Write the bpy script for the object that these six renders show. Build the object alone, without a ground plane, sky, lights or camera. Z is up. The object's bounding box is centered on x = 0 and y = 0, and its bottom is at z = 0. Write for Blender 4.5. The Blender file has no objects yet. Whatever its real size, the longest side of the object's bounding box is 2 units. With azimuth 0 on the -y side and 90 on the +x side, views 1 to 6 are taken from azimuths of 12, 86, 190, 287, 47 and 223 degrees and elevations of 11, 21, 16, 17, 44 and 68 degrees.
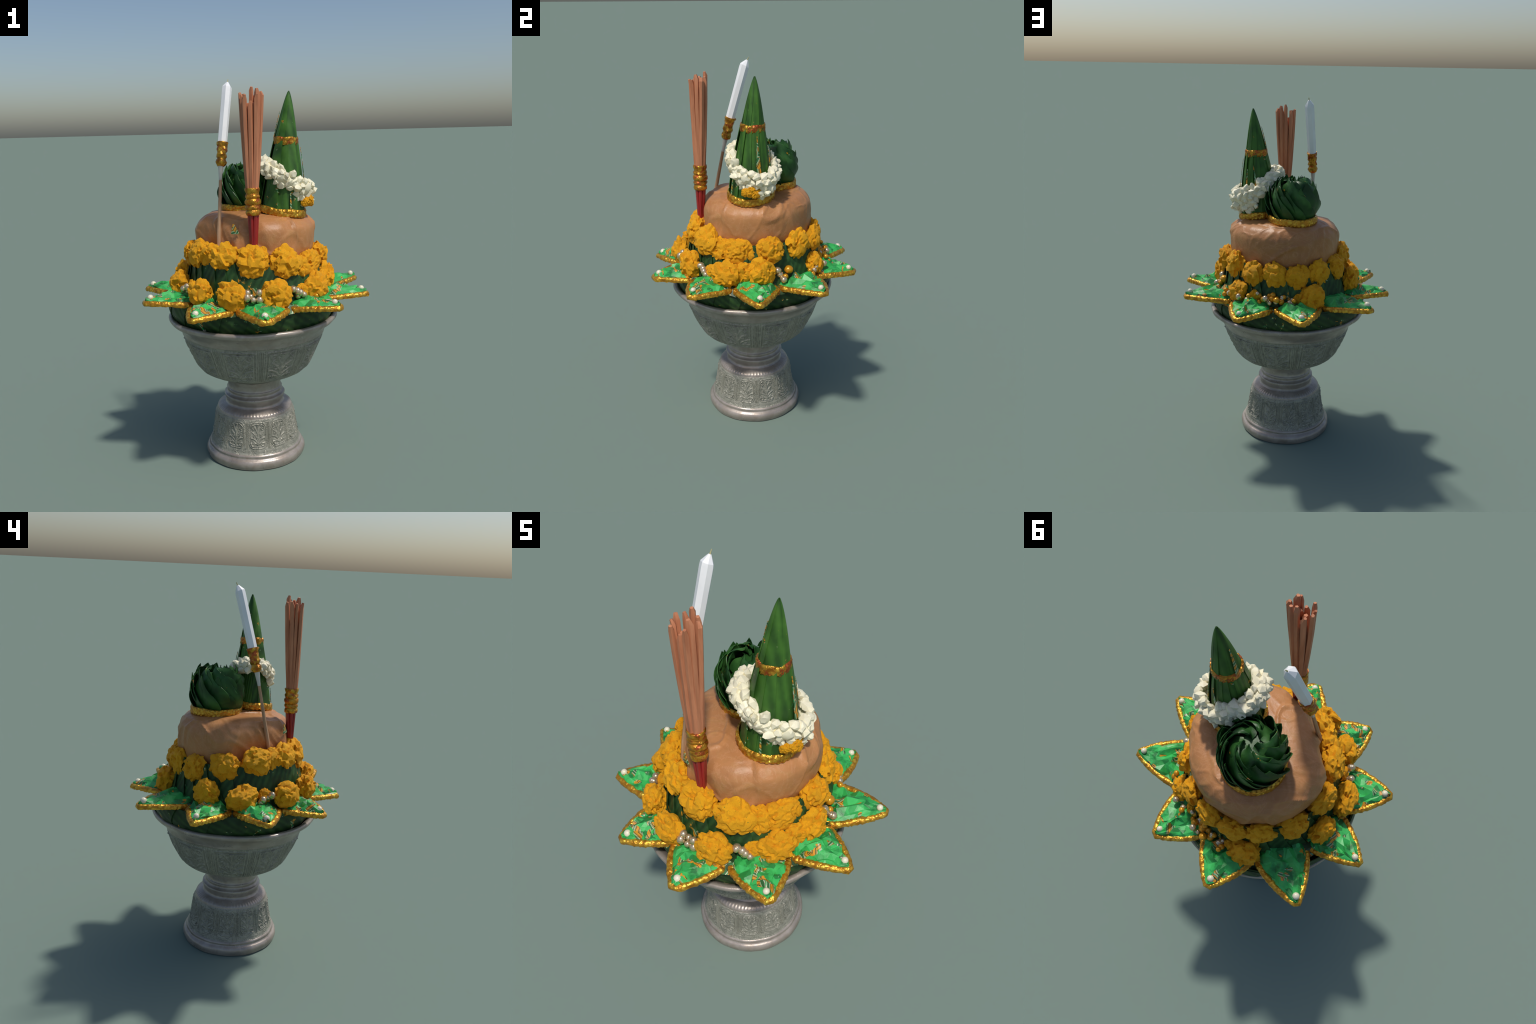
# A flower offering on a footed silver bowl: leaf collar, foil petals, marigolds,
# a cloth-wrapped round parcel, a leaf cone with jasmine garland, a folded leaf
# rosette, one candle on a stick and a bundle of incense.
import bpy, math, random
import numpy as np
from mathutils import Vector, Matrix, noise

RND = random.Random(20240611)
TAU = math.tau
rad = math.radians

# ------------------------------------------------------------------ helpers
def link(o, parent=None):
    bpy.context.scene.collection.objects.link(o)
    if parent is not None:
        o.parent = parent
    return o

def make_mesh(name, verts, faces, mat, smooth=True, angle=None):
    me = bpy.data.meshes.new(name)
    me.from_pydata([tuple(v) for v in verts], [], [tuple(f) for f in faces])
    me.materials.append(mat)
    me.update()
    if smooth:
        me.shade_smooth()
        if angle is not None:
            me.set_sharp_from_angle(angle=rad(angle))
    else:
        me.shade_flat()
    return me

def make_obj(name, verts, faces, mat, parent=None, smooth=True, angle=None):
    return link(bpy.data.objects.new(name, make_mesh(name, verts, faces, mat, smooth, angle)), parent)

def empty(name, parent=None):
    e = bpy.data.objects.new(name, None)
    e.empty_display_size = 0.05
    return link(e, parent)

def grid_faces(nu, nv, wrap_u=False, off=0):
    """quads of a grid with nv rows of nu points (row major)"""
    f = []
    for j in range(nv - 1):
        for i in range(nu if wrap_u else nu - 1):
            a = off + j * nu + i
            b = off + j * nu + (i + 1) % nu
            f.append((a, b, b + nu, a + nu))
    return f

def sheet(name, fn, nu, nv, mat, parent=None, thick=0.004, angle=40, smooth=True):
    """a thin solid sheet: fn(u,v) -> Vector for u,v in 0..1; given real thickness"""
    P = [[Vector(fn(i / (nu - 1), j / (nv - 1))) for i in range(nu)] for j in range(nv)]
    front, back = [], []
    for j in range(nv):
        for i in range(nu):
            du = P[j][min(i + 1, nu - 1)] - P[j][max(i - 1, 0)]
            dv = P[min(j + 1, nv - 1)][i] - P[max(j - 1, 0)][i]
            n = du.cross(dv)
            n = n.normalized() if n.length > 1e-9 else Vector((0, 0, 1))
            front.append(P[j][i])
            back.append(P[j][i] - n * thick)
    verts = front + back
    N = nu * nv
    faces = grid_faces(nu, nv)
    faces += [tuple(N + k for k in reversed(f)) for f in grid_faces(nu, nv)]
    ring = [i for i in range(nu)] + [j * nu + nu - 1 for j in range(1, nv)] + \
           [(nv - 1) * nu + i for i in range(nu - 2, -1, -1)] + [j * nu for j in range(nv - 2, 0, -1)]
    for k in range(len(ring)):
        a, b = ring[k], ring[(k + 1) % len(ring)]
        faces.append((b, a, a + N, b + N))
    return make_obj(name, verts, faces, mat, parent, smooth, angle)

def tube(name, path, radii, sides, mat, parent=None, caps=True, wob=0.0, angle=35, twist=0.0, seed=0, smooth=True, squash=1.0):
    """loft of rings along a path of points"""
    path = [Vector(p) for p in path]
    verts, faces = [], []
    n = len(path)
    for k, p in enumerate(path):
        t = (path[min(k + 1, n - 1)] - path[max(k - 1, 0)]).normalized()
        ref = Vector((1, 0, 0)) if abs(t.x) < 0.9 else Vector((0, 1, 0))
        b = t.cross(ref).normalized()
        a = b.cross(t)
        for i in range(sides):
            th = TAU * i / sides + twist
            r = radii[k]
            if wob:
                r *= 1 + wob * noise.noise(Vector((math.cos(th) * 2.3 + seed, math.sin(th) * 2.3, k * 0.55)))
            verts.append(p + a * (r * math.cos(th)) + b * (r * squash * math.sin(th)))
    faces = grid_faces(sides, n, True)
    if caps:
        verts.append(path[0]); verts.append(path[-1])
        c0, c1 = len(verts) - 2, len(verts) - 1
        for i in range(sides):
            j = (i + 1) % sides
            faces.append((c0, j, i))
            faces.append((c1, (n - 1) * sides + i, (n - 1) * sides + j))
    return make_obj(name, verts, faces, mat, parent, smooth, angle)

def ico(level):
    import bmesh
    bm = bmesh.new()
    bmesh.ops.create_icosphere(bm, subdivisions=level, radius=1.0)
    v = [x.co.copy() for x in bm.verts]
    f = [tuple(q.index for q in x.verts) for x in bm.faces]
    bm.free()
    return v, f

# ---------------------------------------------------------------- materials
class NT:
    def __init__(self, name):
        self.mat = bpy.data.materials.new(name)
        self.mat.use_nodes = True
        self.t = self.mat.node_tree
        self.b = self.t.nodes['Principled BSDF']
        self.tc = self.t.nodes.new('ShaderNodeTexCoord')
    def n(self, kind, **kw):
        x = self.t.nodes.new(kind)
        for k, v in kw.items():
            if k in x.inputs.keys():
                x.inputs[k].default_value = v
            else:
                setattr(x, k, v)
        return x
    def l(self, a, b):
        self.t.links.new(a, b)
    def noise(self, scale, detail=4, rough=0.55, dist=0.0, co=None):
        x = self.n('ShaderNodeTexNoise', Scale=scale, Detail=detail, Roughness=rough, Distortion=dist)
        self.l(co or self.tc.outputs['Object'], x.inputs['Vector'])
        return x.outputs['Fac']
    def ramp(self, fac, stops, interp='LINEAR'):
        r = self.n('ShaderNodeValToRGB')
        r.color_ramp.interpolation = interp
        e = r.color_ramp.elements
        while len(e) < len(stops):
            e.new(0.5)
        for k, (p, c) in enumerate(stops):
            e[k].position = p
            e[k].color = (*c, 1) if len(c) == 3 else c
        self.l(fac, r.inputs['Fac'])
        return r.outputs['Color']
    def mix(self, fac, a, b, mode='MIX'):
        m = self.n('ShaderNodeMix', data_type='RGBA', blend_type=mode)
        for s, v in ((0, fac), (6, a), (7, b)):
            if hasattr(v, 'is_linked') or hasattr(v, 'links'):
                self.l(v, m.inputs[s])
            elif isinstance(v, (int, float)):
                m.inputs[s].default_value = v
            else:
                m.inputs[s].default_value = (*v, 1)
        return m.outputs[2]
    def math(self, op, a, b=0.0):
        m = self.n('ShaderNodeMath', operation=op)
        for s, v in ((0, a), (1, b)):
            if isinstance(v, (int, float)):
                m.inputs[s].default_value = v
            else:
                self.l(v, m.inputs[s])
        return m.outputs[0]
    def bump(self, h, strength=0.4, dist=0.01):
        b = self.n('ShaderNodeBump', Strength=strength, Distance=dist)
        self.l(h, b.inputs['Height'])
        self.l(b.outputs['Normal'], self.b.inputs['Normal'])
    def set(self, **kw):
        for k, v in kw.items():
            k = k.replace('_', ' ')
            i = self.b.inputs[k]
            if hasattr(v, 'links'):
                self.l(v, i)
            elif isinstance(v, (tuple, list)):
                i.default_value = (*v, 1) if len(v) == 3 else v
            else:
                i.default_value = v
        return self

def bw(c):
    return (c, c, c)

def mat_silver(name, dark, light, warm, rough=0.38, metal=0.75, chased=None):
    m = NT(name)
    a = m.ramp(m.noise(9, 5, 0.6), [(0.32, dark), (0.68, light)])
    c = m.mix(m.ramp(m.noise(26, 4, 0.6, 0.6), [(0.45, bw(0)), (0.7, bw(0.55))]), a, warm)
    m.set(Base_Color=c, Metallic=metal)
    r = m.ramp(m.noise(14, 4), [(0.3, bw(rough - 0.08)), (0.7, bw(rough + 0.14))])
    m.l(r, m.b.inputs['Roughness'])
    h = m.noise(60, 4, 0.6, 0.4)
    if chased:                       # fine curls between the raised ornaments, in the bump and as paler lines in the colour
        n1 = m.noise(22, 1.5, 0.5, 1.6)
        line = m.math('ABSOLUTE', m.math('SUBTRACT', n1, 0.5))
        curl = m.ramp(line, [(0.0, bw(1)), (0.045, bw(0.0)), (0.09, bw(0.45))])
        c = m.mix(m.math('MULTIPLY', curl, 0.75), c, warm)
        sep = m.n('ShaderNodeSeparateXYZ')
        m.l(m.tc.outputs['Object'], sep.inputs[0])
        ang = m.math('ARCTAN2', m.math('SUBTRACT', sep.outputs['Y'], chased[2]), m.math('SUBTRACT', sep.outputs['X'], chased[1]))
        ax = m.math('ABSOLUTE', m.math('SUBTRACT', m.math('MULTIPLY', m.math('FRACT', m.math('ADD', m.math('MULTIPLY', ang, chased[0] / TAU), 40.0)), 2.0), 1.0))
        ax = m.math('ADD', ax, m.math('MULTIPLY', m.math('SUBTRACT', m.noise(30, 2), 0.5), 0.05))
        fr = m.ramp(ax, [(0.60, bw(0)), (0.645, bw(0.7)), (0.68, bw(0)), (0.755, bw(0)), (0.785, bw(1)), (0.815, bw(0)), (0.855, bw(0)), (0.88, bw(0.9)), (0.90, bw(0)), (0.955, bw(0)), (0.972, bw(0.9)), (0.99, bw(0.1))])
        c = m.mix(m.math('MULTIPLY', fr, 0.6), c, warm)
        m.set(Base_Color=c)
        h = m.math('ADD', m.math('MULTIPLY', h, 0.4), curl)
        m.bump(h, 0.5, 0.006)
    else:
        m.bump(h, 0.25, 0.004)
    return m.mat

def mat_gold(name, base=(0.62, 0.33, 0.035), dark=(0.30, 0.11, 0.008), red=None, scale=55):
    m = NT(name)
    v = m.n('ShaderNodeTexVoronoi', Scale=scale)
    m.l(m.tc.outputs['Object'], v.inputs['Vector'])
    c = m.ramp(v.outputs['Distance'], [(0.15, base), (0.75, dark)])
    c = m.mix(m.ramp(m.noise(24, 3), [(0.45, bw(0)), (0.62, bw(0.6))]), c, (0.66, 0.27, 0.02))
    if red:
        c = m.mix(m.ramp(m.noise(38, 2), [(0.52, bw(0)), (0.6, bw(0.85))]), c, red)
    m.set(Base_Color=c, Metallic=0.65, Roughness=0.30)
    h = m.math('ADD', m.math('MULTIPLY', v.outputs['Distance'], -1.0), m.noise(90, 3))
    m.bump(h, 0.7, 0.006)
    return m.mat

def mat_marigold():
    m = NT('marigold_petals')
    inf = m.n('ShaderNodeObjectInfo')
    c = m.ramp(m.noise(16, 6, 0.65), [(0.26, (0.82, 0.31, 0.006)), (0.42, (1.0, 0.455, 0.011)), (0.72, (1.0, 0.52, 0.020))])
    painted_crevice = m.ramp(m.noise(48, 5, 0.7, 1.2), [(0.35, bw(0.8)), (0.40, bw(0))])  # shade of the petal creases, painted dark into the colour
    c = m.mix(painted_crevice, c, (0.44, 0.15, 0.006))
    scrap = m.ramp(m.noise(11, 2, 0.5), [(0.70, bw(0)), (0.72, bw(1))])
    c = m.mix(scrap, c, (0.10, 0.22, 0.03))
    tone = m.ramp(inf.outputs['Random'], [(0.0, (0.94, 0.90, 0.9)), (1.0, (1.0, 1.0, 1.0))])
    c = m.mix(1.0, c, tone, 'MULTIPLY')
    m.set(Base_Color=c, Roughness=0.62)
    m.b.inputs['Specular IOR Level'].default_value = 0.25
    m.bump(m.noise(50, 6, 0.7, 1.2), 0.7, 0.009)
    return m.mat

def stripes(m, scale=8, dist=0.0):
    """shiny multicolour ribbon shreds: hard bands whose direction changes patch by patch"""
    v = m.n('ShaderNodeTexVoronoi', Scale=17.0)
    m.l(m.tc.outputs['Object'], v.inputs['Vector'])
    rot = m.n('ShaderNodeVectorRotate', rotation_type='EULER_XYZ')
    m.l(m.tc.outputs['Object'], rot.inputs['Vector'])
    sc = m.n('ShaderNodeVectorMath', operation='SCALE')
    sc.inputs['Scale'].default_value = 3.1
    m.l(v.outputs['Color'], sc.inputs[0])
    m.l(sc.outputs[0], rot.inputs['Rotation'])
    w = m.n('ShaderNodeTexWave', Scale=scale, Distortion=dist, Detail=1.0)
    m.l(rot.outputs[0], w.inputs['Vector'])
    return m.ramp(w.outputs['Fac'], [(0.0, (0.60, 0.26, 0.015)), (0.18, (0.015, 0.07, 0.02)), (0.40, (0.62, 0.28, 0.02)),
                                     (0.52, (0.36, 0.16, 0.10)), (0.63, (0.03, 0.42, 0.12)), (0.76, (0.62, 0.55, 0.42)),
                                     (0.86, (0.03, 0.14, 0.04))], 'CONSTANT'), v

def mat_green_foil():
    m = NT('green_foil')
    base = m.ramp(m.noise(13, 4, 0.6), [(0.30, (0.010, 0.15, 0.028)), (0.45, (0.036, 0.41, 0.085)), (0.75, (0.062, 0.53, 0.130))])
    vc = m.n('ShaderNodeTexVoronoi', Scale=30.0)
    m.l(m.tc.outputs['Object'], vc.inputs['Vector'])
    sv = m.n('ShaderNodeSeparateColor')
    m.l(vc.outputs['Color'], sv.inputs[0])
    base = m.mix(m.ramp(sv.outputs[0], [(0.0, bw(0.75)), (0.18, bw(0.75)), (0.22, bw(0.3)), (0.45, bw(0.3)), (0.5, bw(0))]), base, (0.008, 0.12, 0.022))  # random cells darkened to look like foil facets turned from the sun
    st, v = stripes(m, 10)
    mask = m.ramp(m.noise(15, 2, 0.5, 0.5), [(0.59, bw(0)), (0.60, bw(1))])
    c = m.mix(mask, base, st)
    m.set(Base_Color=c, Roughness=0.45)
    m.bump(m.noise(40, 3, 0.6), 0.25, 0.006)
    return m.mat

def mat_stripes():
    m = NT('striped_ribbon')
    st, v = stripes(m, 9)
    m.set(Base_Color=st, Roughness=0.45)
    return m.mat

def mat_shreds():
    m = NT('ribbon_shreds')
    st, v = stripes(m, 7)
    mask = m.ramp(m.noise(10, 3), [(0.50, bw(0)), (0.52, bw(1))])
    c = m.mix(mask, (0.016, 0.05, 0.014), st)
    m.set(Base_Color=c, Roughness=0.5)
    return m.mat

def mat_leaf(name, dark, mid, light, vein_a=0.0, vein_z=0.0, axis_uv=True, rough=0.5, scraps=0.0, freq=22, yellow=0.0):
    """banana leaf; parallel veins run along angle*vein_a + height*vein_z about the object's own axis"""
    m = NT(name)
    sep = m.n('ShaderNodeSeparateXYZ')
    m.l(m.tc.outputs['Object'], sep.inputs[0])
    ang = m.math('ARCTAN2', sep.outputs['Y'], sep.outputs['X'])
    ph = m.math('ADD', m.math('MULTIPLY', ang, vein_a), m.math('MULTIPLY', sep.outputs['Z'], vein_z))
    ph = m.math('ADD', ph, m.math('MULTIPLY', m.noise(7, 3), 5.0))
    wave = m.math('ADD', m.math('MULTIPLY', m.math('SINE', ph), 0.5), 0.5)
    inf = m.n('ShaderNodeObjectInfo')
    f = m.math('ADD', m.math('MULTIPLY', m.noise(freq, 4), 0.75), m.math('MULTIPLY', wave, 0.22))
    f = m.math('ADD', f, m.math('MULTIPLY', m.math('SUBTRACT', inf.outputs['Random'], 0.5), 0.22))
    c = m.ramp(f, [(0.28, dark), (0.5, mid), (0.8, light)])
    if yellow:
        y = m.ramp(m.noise(15, 3, 0.6, 1.0), [(1 - yellow - 0.02, bw(0)), (1 - yellow, bw(1))])
        st, v = stripes(m, 8)
        c = m.mix(y, c, st)
    m.set(Base_Color=c, Roughness=rough)
    m.b.inputs['Specular IOR Level'].default_value = 0.3
    m.bump(m.math('ADD', wave, m.noise(45, 3)), 0.22, 0.005)
    return m.mat

def mat_cloth():
    m = NT('wrapped_cloth')
    a = m.ramp(m.noise(5, 5, 0.6), [(0.28, (0.35, 0.152, 0.058)), (0.55, (0.46, 0.205, 0.075)), (0.78, (0.51, 0.238, 0.095))])
    blot = m.ramp(m.noise(17, 5, 0.65, 0.8), [(0.50, bw(0)), (0.72, bw(0.45))])
    c = m.mix(blot, a, (0.42, 0.235, 0.085))
    streak = m.ramp(m.noise(8, 6, 0.7, 2.2), [(0.47, bw(0)), (0.5, bw(0.35)), (0.53, bw(0))])
    c = m.mix(streak, c, (0.58, 0.30, 0.155))
    m.set(Base_Color=c, Roughness=0.40)
    m.b.inputs['Specular IOR Level'].default_value = 0.32
    m.bump(m.noise(24, 6, 0.65, 0.8), 0.22, 0.012)
    return m.mat

def mat_plain(name, c1, c2, rough, scale=20, metal=0.0, stretch=None, bump=0.15):
    m = NT(name)
    co = m.tc.outputs['Object']
    if stretch:
        mp = m.n('ShaderNodeMapping')
        mp.inputs['Scale'].default_value = stretch
        m.l(co, mp.inputs['Vector'])
        co = mp.outputs[0]
    f = m.noise(scale, 4, 0.6, 0.0, co)
    m.set(Base_Color=m.ramp(f, [(0.3, c1), (0.7, c2)]), Roughness=rough, Metallic=metal)
    if bump:
        m.bump(f, bump, 0.005)
    return m.mat

def mat_blossom():
    m = NT('jasmine_white')
    inf = m.n('ShaderNodeObjectInfo')
    c = m.ramp(m.noise(30, 3), [(0.35, (0.72, 0.65, 0.42)), (0.6, (0.86, 0.82, 0.64))])
    y = m.ramp(m.noise(42, 2, co=None), [(0.64, bw(0)), (0.72, bw(0.6))])
    c = m.mix(y, c, (0.80, 0.60, 0.16))
    m.set(Base_Color=c, Roughness=0.55)
    m.b.inputs['Subsurface Weight'].default_value = 0.08
    m.b.inputs['Subsurface Radius'].default_value = (0.01, 0.008, 0.004)
    return m.mat

ENG = ((0.165, 0.162, 0.132), (0.255, 0.248, 0.205), (0.42, 0.40, 0.325), 0.46, 0.25)
M_ENGR = mat_silver('engraved_silver', *ENG, (10, -0.012, 0.000))
M_ENGF = mat_silver('engraved_foot_silver', *ENG, (12, -0.013, 0.001))
M_SILV = mat_silver('polished_silver', (0.28, 0.238, 0.205), (0.46, 0.400, 0.350), (0.30, 0.235, 0.180), 0.31, 0.40)
M_GOLD = mat_gold('gold_trim', (0.86, 0.54, 0.06), (0.46, 0.20, 0.015))
M_BAND = mat_gold('jewelled_gold', (0.70, 0.42, 0.045), (0.34, 0.13, 0.010), (0.40, 0.07, 0.02), 45)
M_MARI = mat_marigold()
M_FOIL = mat_green_foil()
M_SHRED = mat_shreds()
M_STRIPE = mat_stripes()
M_COLLAR = mat_leaf('collar_leaf', (0.010, 0.030, 0.009), (0.019, 0.052, 0.014), (0.045, 0.105, 0.022), 46, 150, yellow=0.33)
M_WALL = mat_leaf('wall_leaf', (0.012, 0.040, 0.012), (0.024, 0.072, 0.020), (0.05, 0.13, 0.035), 60, -90, yellow=0.33)
M_CONE = mat_leaf('cone_leaf', (0.022, 0.070, 0.012), (0.044, 0.130, 0.018), (0.075, 0.195, 0.028), 40, 0, freq=9, yellow=0.30)
M_ROSE = mat_leaf('rosette_leaf', (0.011, 0.045, 0.010), (0.020, 0.080, 0.016), (0.050, 0.150, 0.032), 8, 60, freq=14, rough=0.42, yellow=0.31)
M_CLOTH = mat_cloth()
M_WAX = mat_plain('white_wax', (0.80, 0.80, 0.80), (0.87, 0.87, 0.865), 0.35, 12, bump=0.0)
M_WICK = mat_plain('wick', (0.35, 0.33, 0.16), (0.5, 0.46, 0.25), 0.8)
M_STICK = mat_plain('bamboo', (0.36, 0.20, 0.10), (0.50, 0.30, 0.17), 0.55, 14, stretch=(6, 6, 0.6))
M_GLUE = mat_plain('pale_wax', (0.50, 0.49, 0.46), (0.62, 0.58, 0.50), 0.4)
M_INC = mat_plain('incense_paste', (0.40, 0.140, 0.064), (0.58, 0.238, 0.118), 0.7, 16, stretch=(4, 4, 0.35))
M_RED = mat_plain('red_lacquer', (0.22, 0.010, 0.010), (0.36, 0.022, 0.020), 0.32, 14, stretch=(6, 6, 0.5))
M_PEARL = mat_plain('pearl', (0.66, 0.60, 0.42), (0.80, 0.76, 0.60), 0.35, 25, bump=0.0)
M_BEAD = mat_plain('champagne_bead', (0.58, 0.44, 0.24), (0.72, 0.60, 0.42), 0.22, 20, metal=0.75, bump=0.0)
M_AMBER = mat_plain('amber_bead', (0.60, 0.24, 0.01), (0.75, 0.36, 0.02), 0.25, 20, metal=0.4, bump=0.0)
M_BLOS = mat_blossom()

# -------------------------------------------------------------------- thing
OFFER = empty('flower_offering')
OFFER['label'] = 'flower offering with leaf cone and candle on footed silver bowl'
OFFER['category'] = 'ceremonial flower offering'

# ======================================================== footed silver bowl
def smooth_profile(ctrl, n):
    """Catmull-Rom through (r, z) control points, resampled evenly by length"""
    P = np.array(ctrl, float)
    Q = np.vstack([2 * P[0] - P[1], P, 2 * P[-1] - P[-2]])
    out = []
    for i in range(1, len(Q) - 2):
        for t in np.linspace(0, 1, 24, endpoint=False):
            a, b, c, d = Q[i - 1], Q[i], Q[i + 1], Q[i + 2]
            out.append(0.5 * ((2 * b) + (c - a) * t + (2 * a - 5 * b + 4 * c - d) * t * t + (3 * b - a - 3 * c + d) * t ** 3))
    out.append(P[-1])
    out = np.array(out)
    s = np.r_[0, np.cumsum(np.linalg.norm(np.diff(out, axis=0), axis=1))]
    q = np.linspace(0, s[-1], n)
    return np.stack([np.interp(q, s, out[:, 0]), np.interp(q, s, out[:, 1])], 1)

def ridge(d, w):
    return np.exp(-(d / w) ** 2)

def curve_dist(X, Y, pts):
    D = np.full(X.shape, 9.0)
    for x, y in pts:
        D = np.minimum(D, np.hypot(X - x, Y - y))
    return D

def spiral(cx, cy, r0, turns, start, flip=1, n=44):
    out = []
    for k in range(n):
        t = k / (n - 1)
        a = start + flip * turns * TAU * t
        r = r0 * (1 - 0.82 * t)
        out.append((cx + r * math.cos(a), cy + r * math.sin(a)))
    return out

def frond(x0, y0, x1, y1, bend, n=26):
    mx, my = (x0 + x1) / 2 - (y1 - y0) * bend, (y0 + y1) / 2 + (x1 - x0) * bend
    return [((1 - t) ** 2 * x0 + 2 * t * (1 - t) * mx + t * t * x1, (1 - t) ** 2 * y0 + 2 * t * (1 - t) * my + t * t * y1)
            for t in np.linspace(0, 1, n)]

def palmette(X, Y, arch):
    """chased ornament of one panel; X in -1..1 across, Y in 0..1 up"""
    A = 1.35                       # panel height in units of its half width
    y = Y * A * 1.5
    top = A * 1.5
    x = X
    # frame: double line, rounded or arched at the top
    yy = y - top * (0.5)
    hw, hh = 0.78, top * 0.46
    rc = 0.5 if arch else 0.16
    qx, qy = np.abs(x) - (hw - rc), np.abs(yy) - (hh - rc)
    sd = np.hypot(np.maximum(qx, 0), np.maximum(qy, 0)) + np.minimum(np.maximum(qx, qy), 0) - rc
    h = 0.9 * ridge(sd, 0.045) + 0.6 * ridge(sd + 0.13, 0.03)
    # pillars between the panels
    for px in (0.88, 0.97):
        h = h + 0.8 * ridge(np.abs(x) - px, 0.03)
    inside = (sd < -0.10)
    g = np.zeros_like(x)
    b = top * 0.16
    # stem and fan of leaves
    for ex, ey, bend in ((0, top * 0.82, 0), (0.26, top * 0.78, 0.25), (-0.26, top * 0.78, -0.25),
                         (0.48, top * 0.62, 0.30), (-0.48, top * 0.62, -0.30), (0.60, top * 0.42, 0.30), (-0.60, top * 0.42, -0.30), (0.60, top * 0.22, 0.30), (-0.60, top * 0.22, -0.30)):
        g = np.maximum(g, ridge(curve_dist(x, y, frond(0, b, ex, ey, bend)), 0.050))
    # scrolls
    for s in (1, -1):
        g = np.maximum(g, ridge(curve_dist(x, y, spiral(s * 0.46, top * 0.20, 0.20, 1.4, math.pi / 2, s)), 0.035))
        g = np.maximum(g, ridge(curve_dist(x, y, spiral(s * 0.46, top * 0.80, 0.20, 1.3, -math.pi / 2, -s)), 0.035))
        g = np.maximum(g, ridge(curve_dist(x, y, spiral(s * 0.30, top * 0.50, 0.15, 1.2, 0.6, s)), 0.032))
    g = np.maximum(g, ridge(np.hypot(x, y - top * 0.86) - 0.07, 0.04))
    return h + np.where(inside, 0.95 * g + 0.22, 0)

def lathe(name, ctrl, rows, segs, mat, parent, panels=0, z0=0, z1=0, arch=False, amp=0.0, off=(0, 0), wob=0.0, close_bottom=False, phase=0.0, ribs=None):
    prof = smooth_profile(ctrl, rows)
    th = np.arange(segs) * TAU / segs
    R = np.repeat(prof[:, 0:1], segs, 1)
    Z = np.repeat(prof[:, 1:2], segs, 1)
    T = np.repeat(th[None, :], rows, 0)
    if panels:
        f = ((T + phase) / TAU * panels) % 1.0
        X = 2 * f - 1
        Y = (Z - z0) / (z1 - z0)
        one = int(segs / panels)
        H = palmette(X[:, :one + 1], np.clip(Y[:, :one + 1], 0, 1), arch) if segs % panels == 0 and phase == 0 else palmette(X, np.clip(Y, 0, 1), arch)
        if H.shape[1] != segs:
            H = np.tile(H[:, :one], (1, panels))
        fade = np.clip((Y - 0.0) / 0.05, 0, 1) * np.clip((1 - Y) / 0.05, 0, 1)
        R = R + amp * H * fade
    if ribs:
        count, a0, a1, am = ribs
        w = np.clip((Z - a0) / 0.006, 0, 1) * np.clip((a1 - Z) / 0.006, 0, 1)
        R = R + am * w * (0.5 + 0.5 * np.cos(count * T))
    if wob:
        R = R * (1 + wob * (np.sin(3 * T + 0.7) * 0.5 + np.sin(7 * T + 40 * Z) * 0.4 + np.sin(13 * T - 25 * Z + 1.0) * 0.35 + np.sin(22 * T + 60 * Z) * 0.15))
    V = np.stack([R * np.cos(T) + off[0], R * np.sin(T) + off[1], Z], -1).reshape(-1, 3)
    faces = grid_faces(segs, rows, True)
    V = list(map(tuple, V))
    if close_bottom:
        V.append((off[0], off[1], float(prof[0, 1])))
        c = len(V) - 1
        faces += [(c, (i + 1) % segs, i) for i in range(segs)]
    return make_obj(name, V, faces, mat, parent, True, 50)

OFF = (-0.013, 0.001)      # the foot stands a little to one side of the bowl
BOFF = (-0.012, 0.000)
belly = lathe('footed_bowl', [(0.155, 0.432), (0.163, 0.438), (0.190, 0.450), (0.228, 0.466), (0.262, 0.480), (0.286, 0.500), (0.305, 0.526), (0.323, 0.562),
                              (0.342, 0.604), (0.357, 0.642), (0.367, 0.668), (0.374, 0.688)], 150, 720, M_ENGR, OFFER,
              panels=10, z0=0.482, z1=0.680, amp=0.0068, off=BOFF, wob=0.006)
lathe('rim', [(0.374, 0.688), (0.380, 0.692), (0.381, 0.697), (0.384, 0.706), (0.391, 0.718), (0.403, 0.732), (0.417, 0.745), (0.430, 0.755), (0.441, 0.762),
              (0.447, 0.770), (0.449, 0.779), (0.444, 0.788), (0.430, 0.789), (0.412, 0.775), (0.392, 0.755), (0.372, 0.730)], 70, 240, M_SILV, belly, off=BOFF, wob=0.008)
lathe('stem', [(0.162, 0.286), (0.156, 0.292), (0.153, 0.300), (0.156, 0.310), (0.160, 0.320), (0.164, 0.331), (0.163, 0.339), (0.153, 0.345),
               (0.146, 0.354), (0.149, 0.364), (0.150, 0.371), (0.145, 0.377), (0.143, 0.388), (0.145, 0.402), (0.150, 0.414), (0.154, 0.424), (0.158, 0.432)],
      70, 200, M_SILV, belly, off=((OFF[0] + BOFF[0]) / 2, 0.001), wob=0.010)
foot = lathe('foot', [(0.245, 0.074), (0.240, 0.082), (0.237, 0.094), (0.231, 0.112), (0.225, 0.140), (0.219, 0.180), (0.213, 0.220), (0.209, 0.247), (0.205, 0.255)],
             100, 720, M_ENGF, belly, panels=12, z0=0.10, z1=0.246, arch=True, amp=0.0042, off=OFF, wob=0.006)
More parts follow.
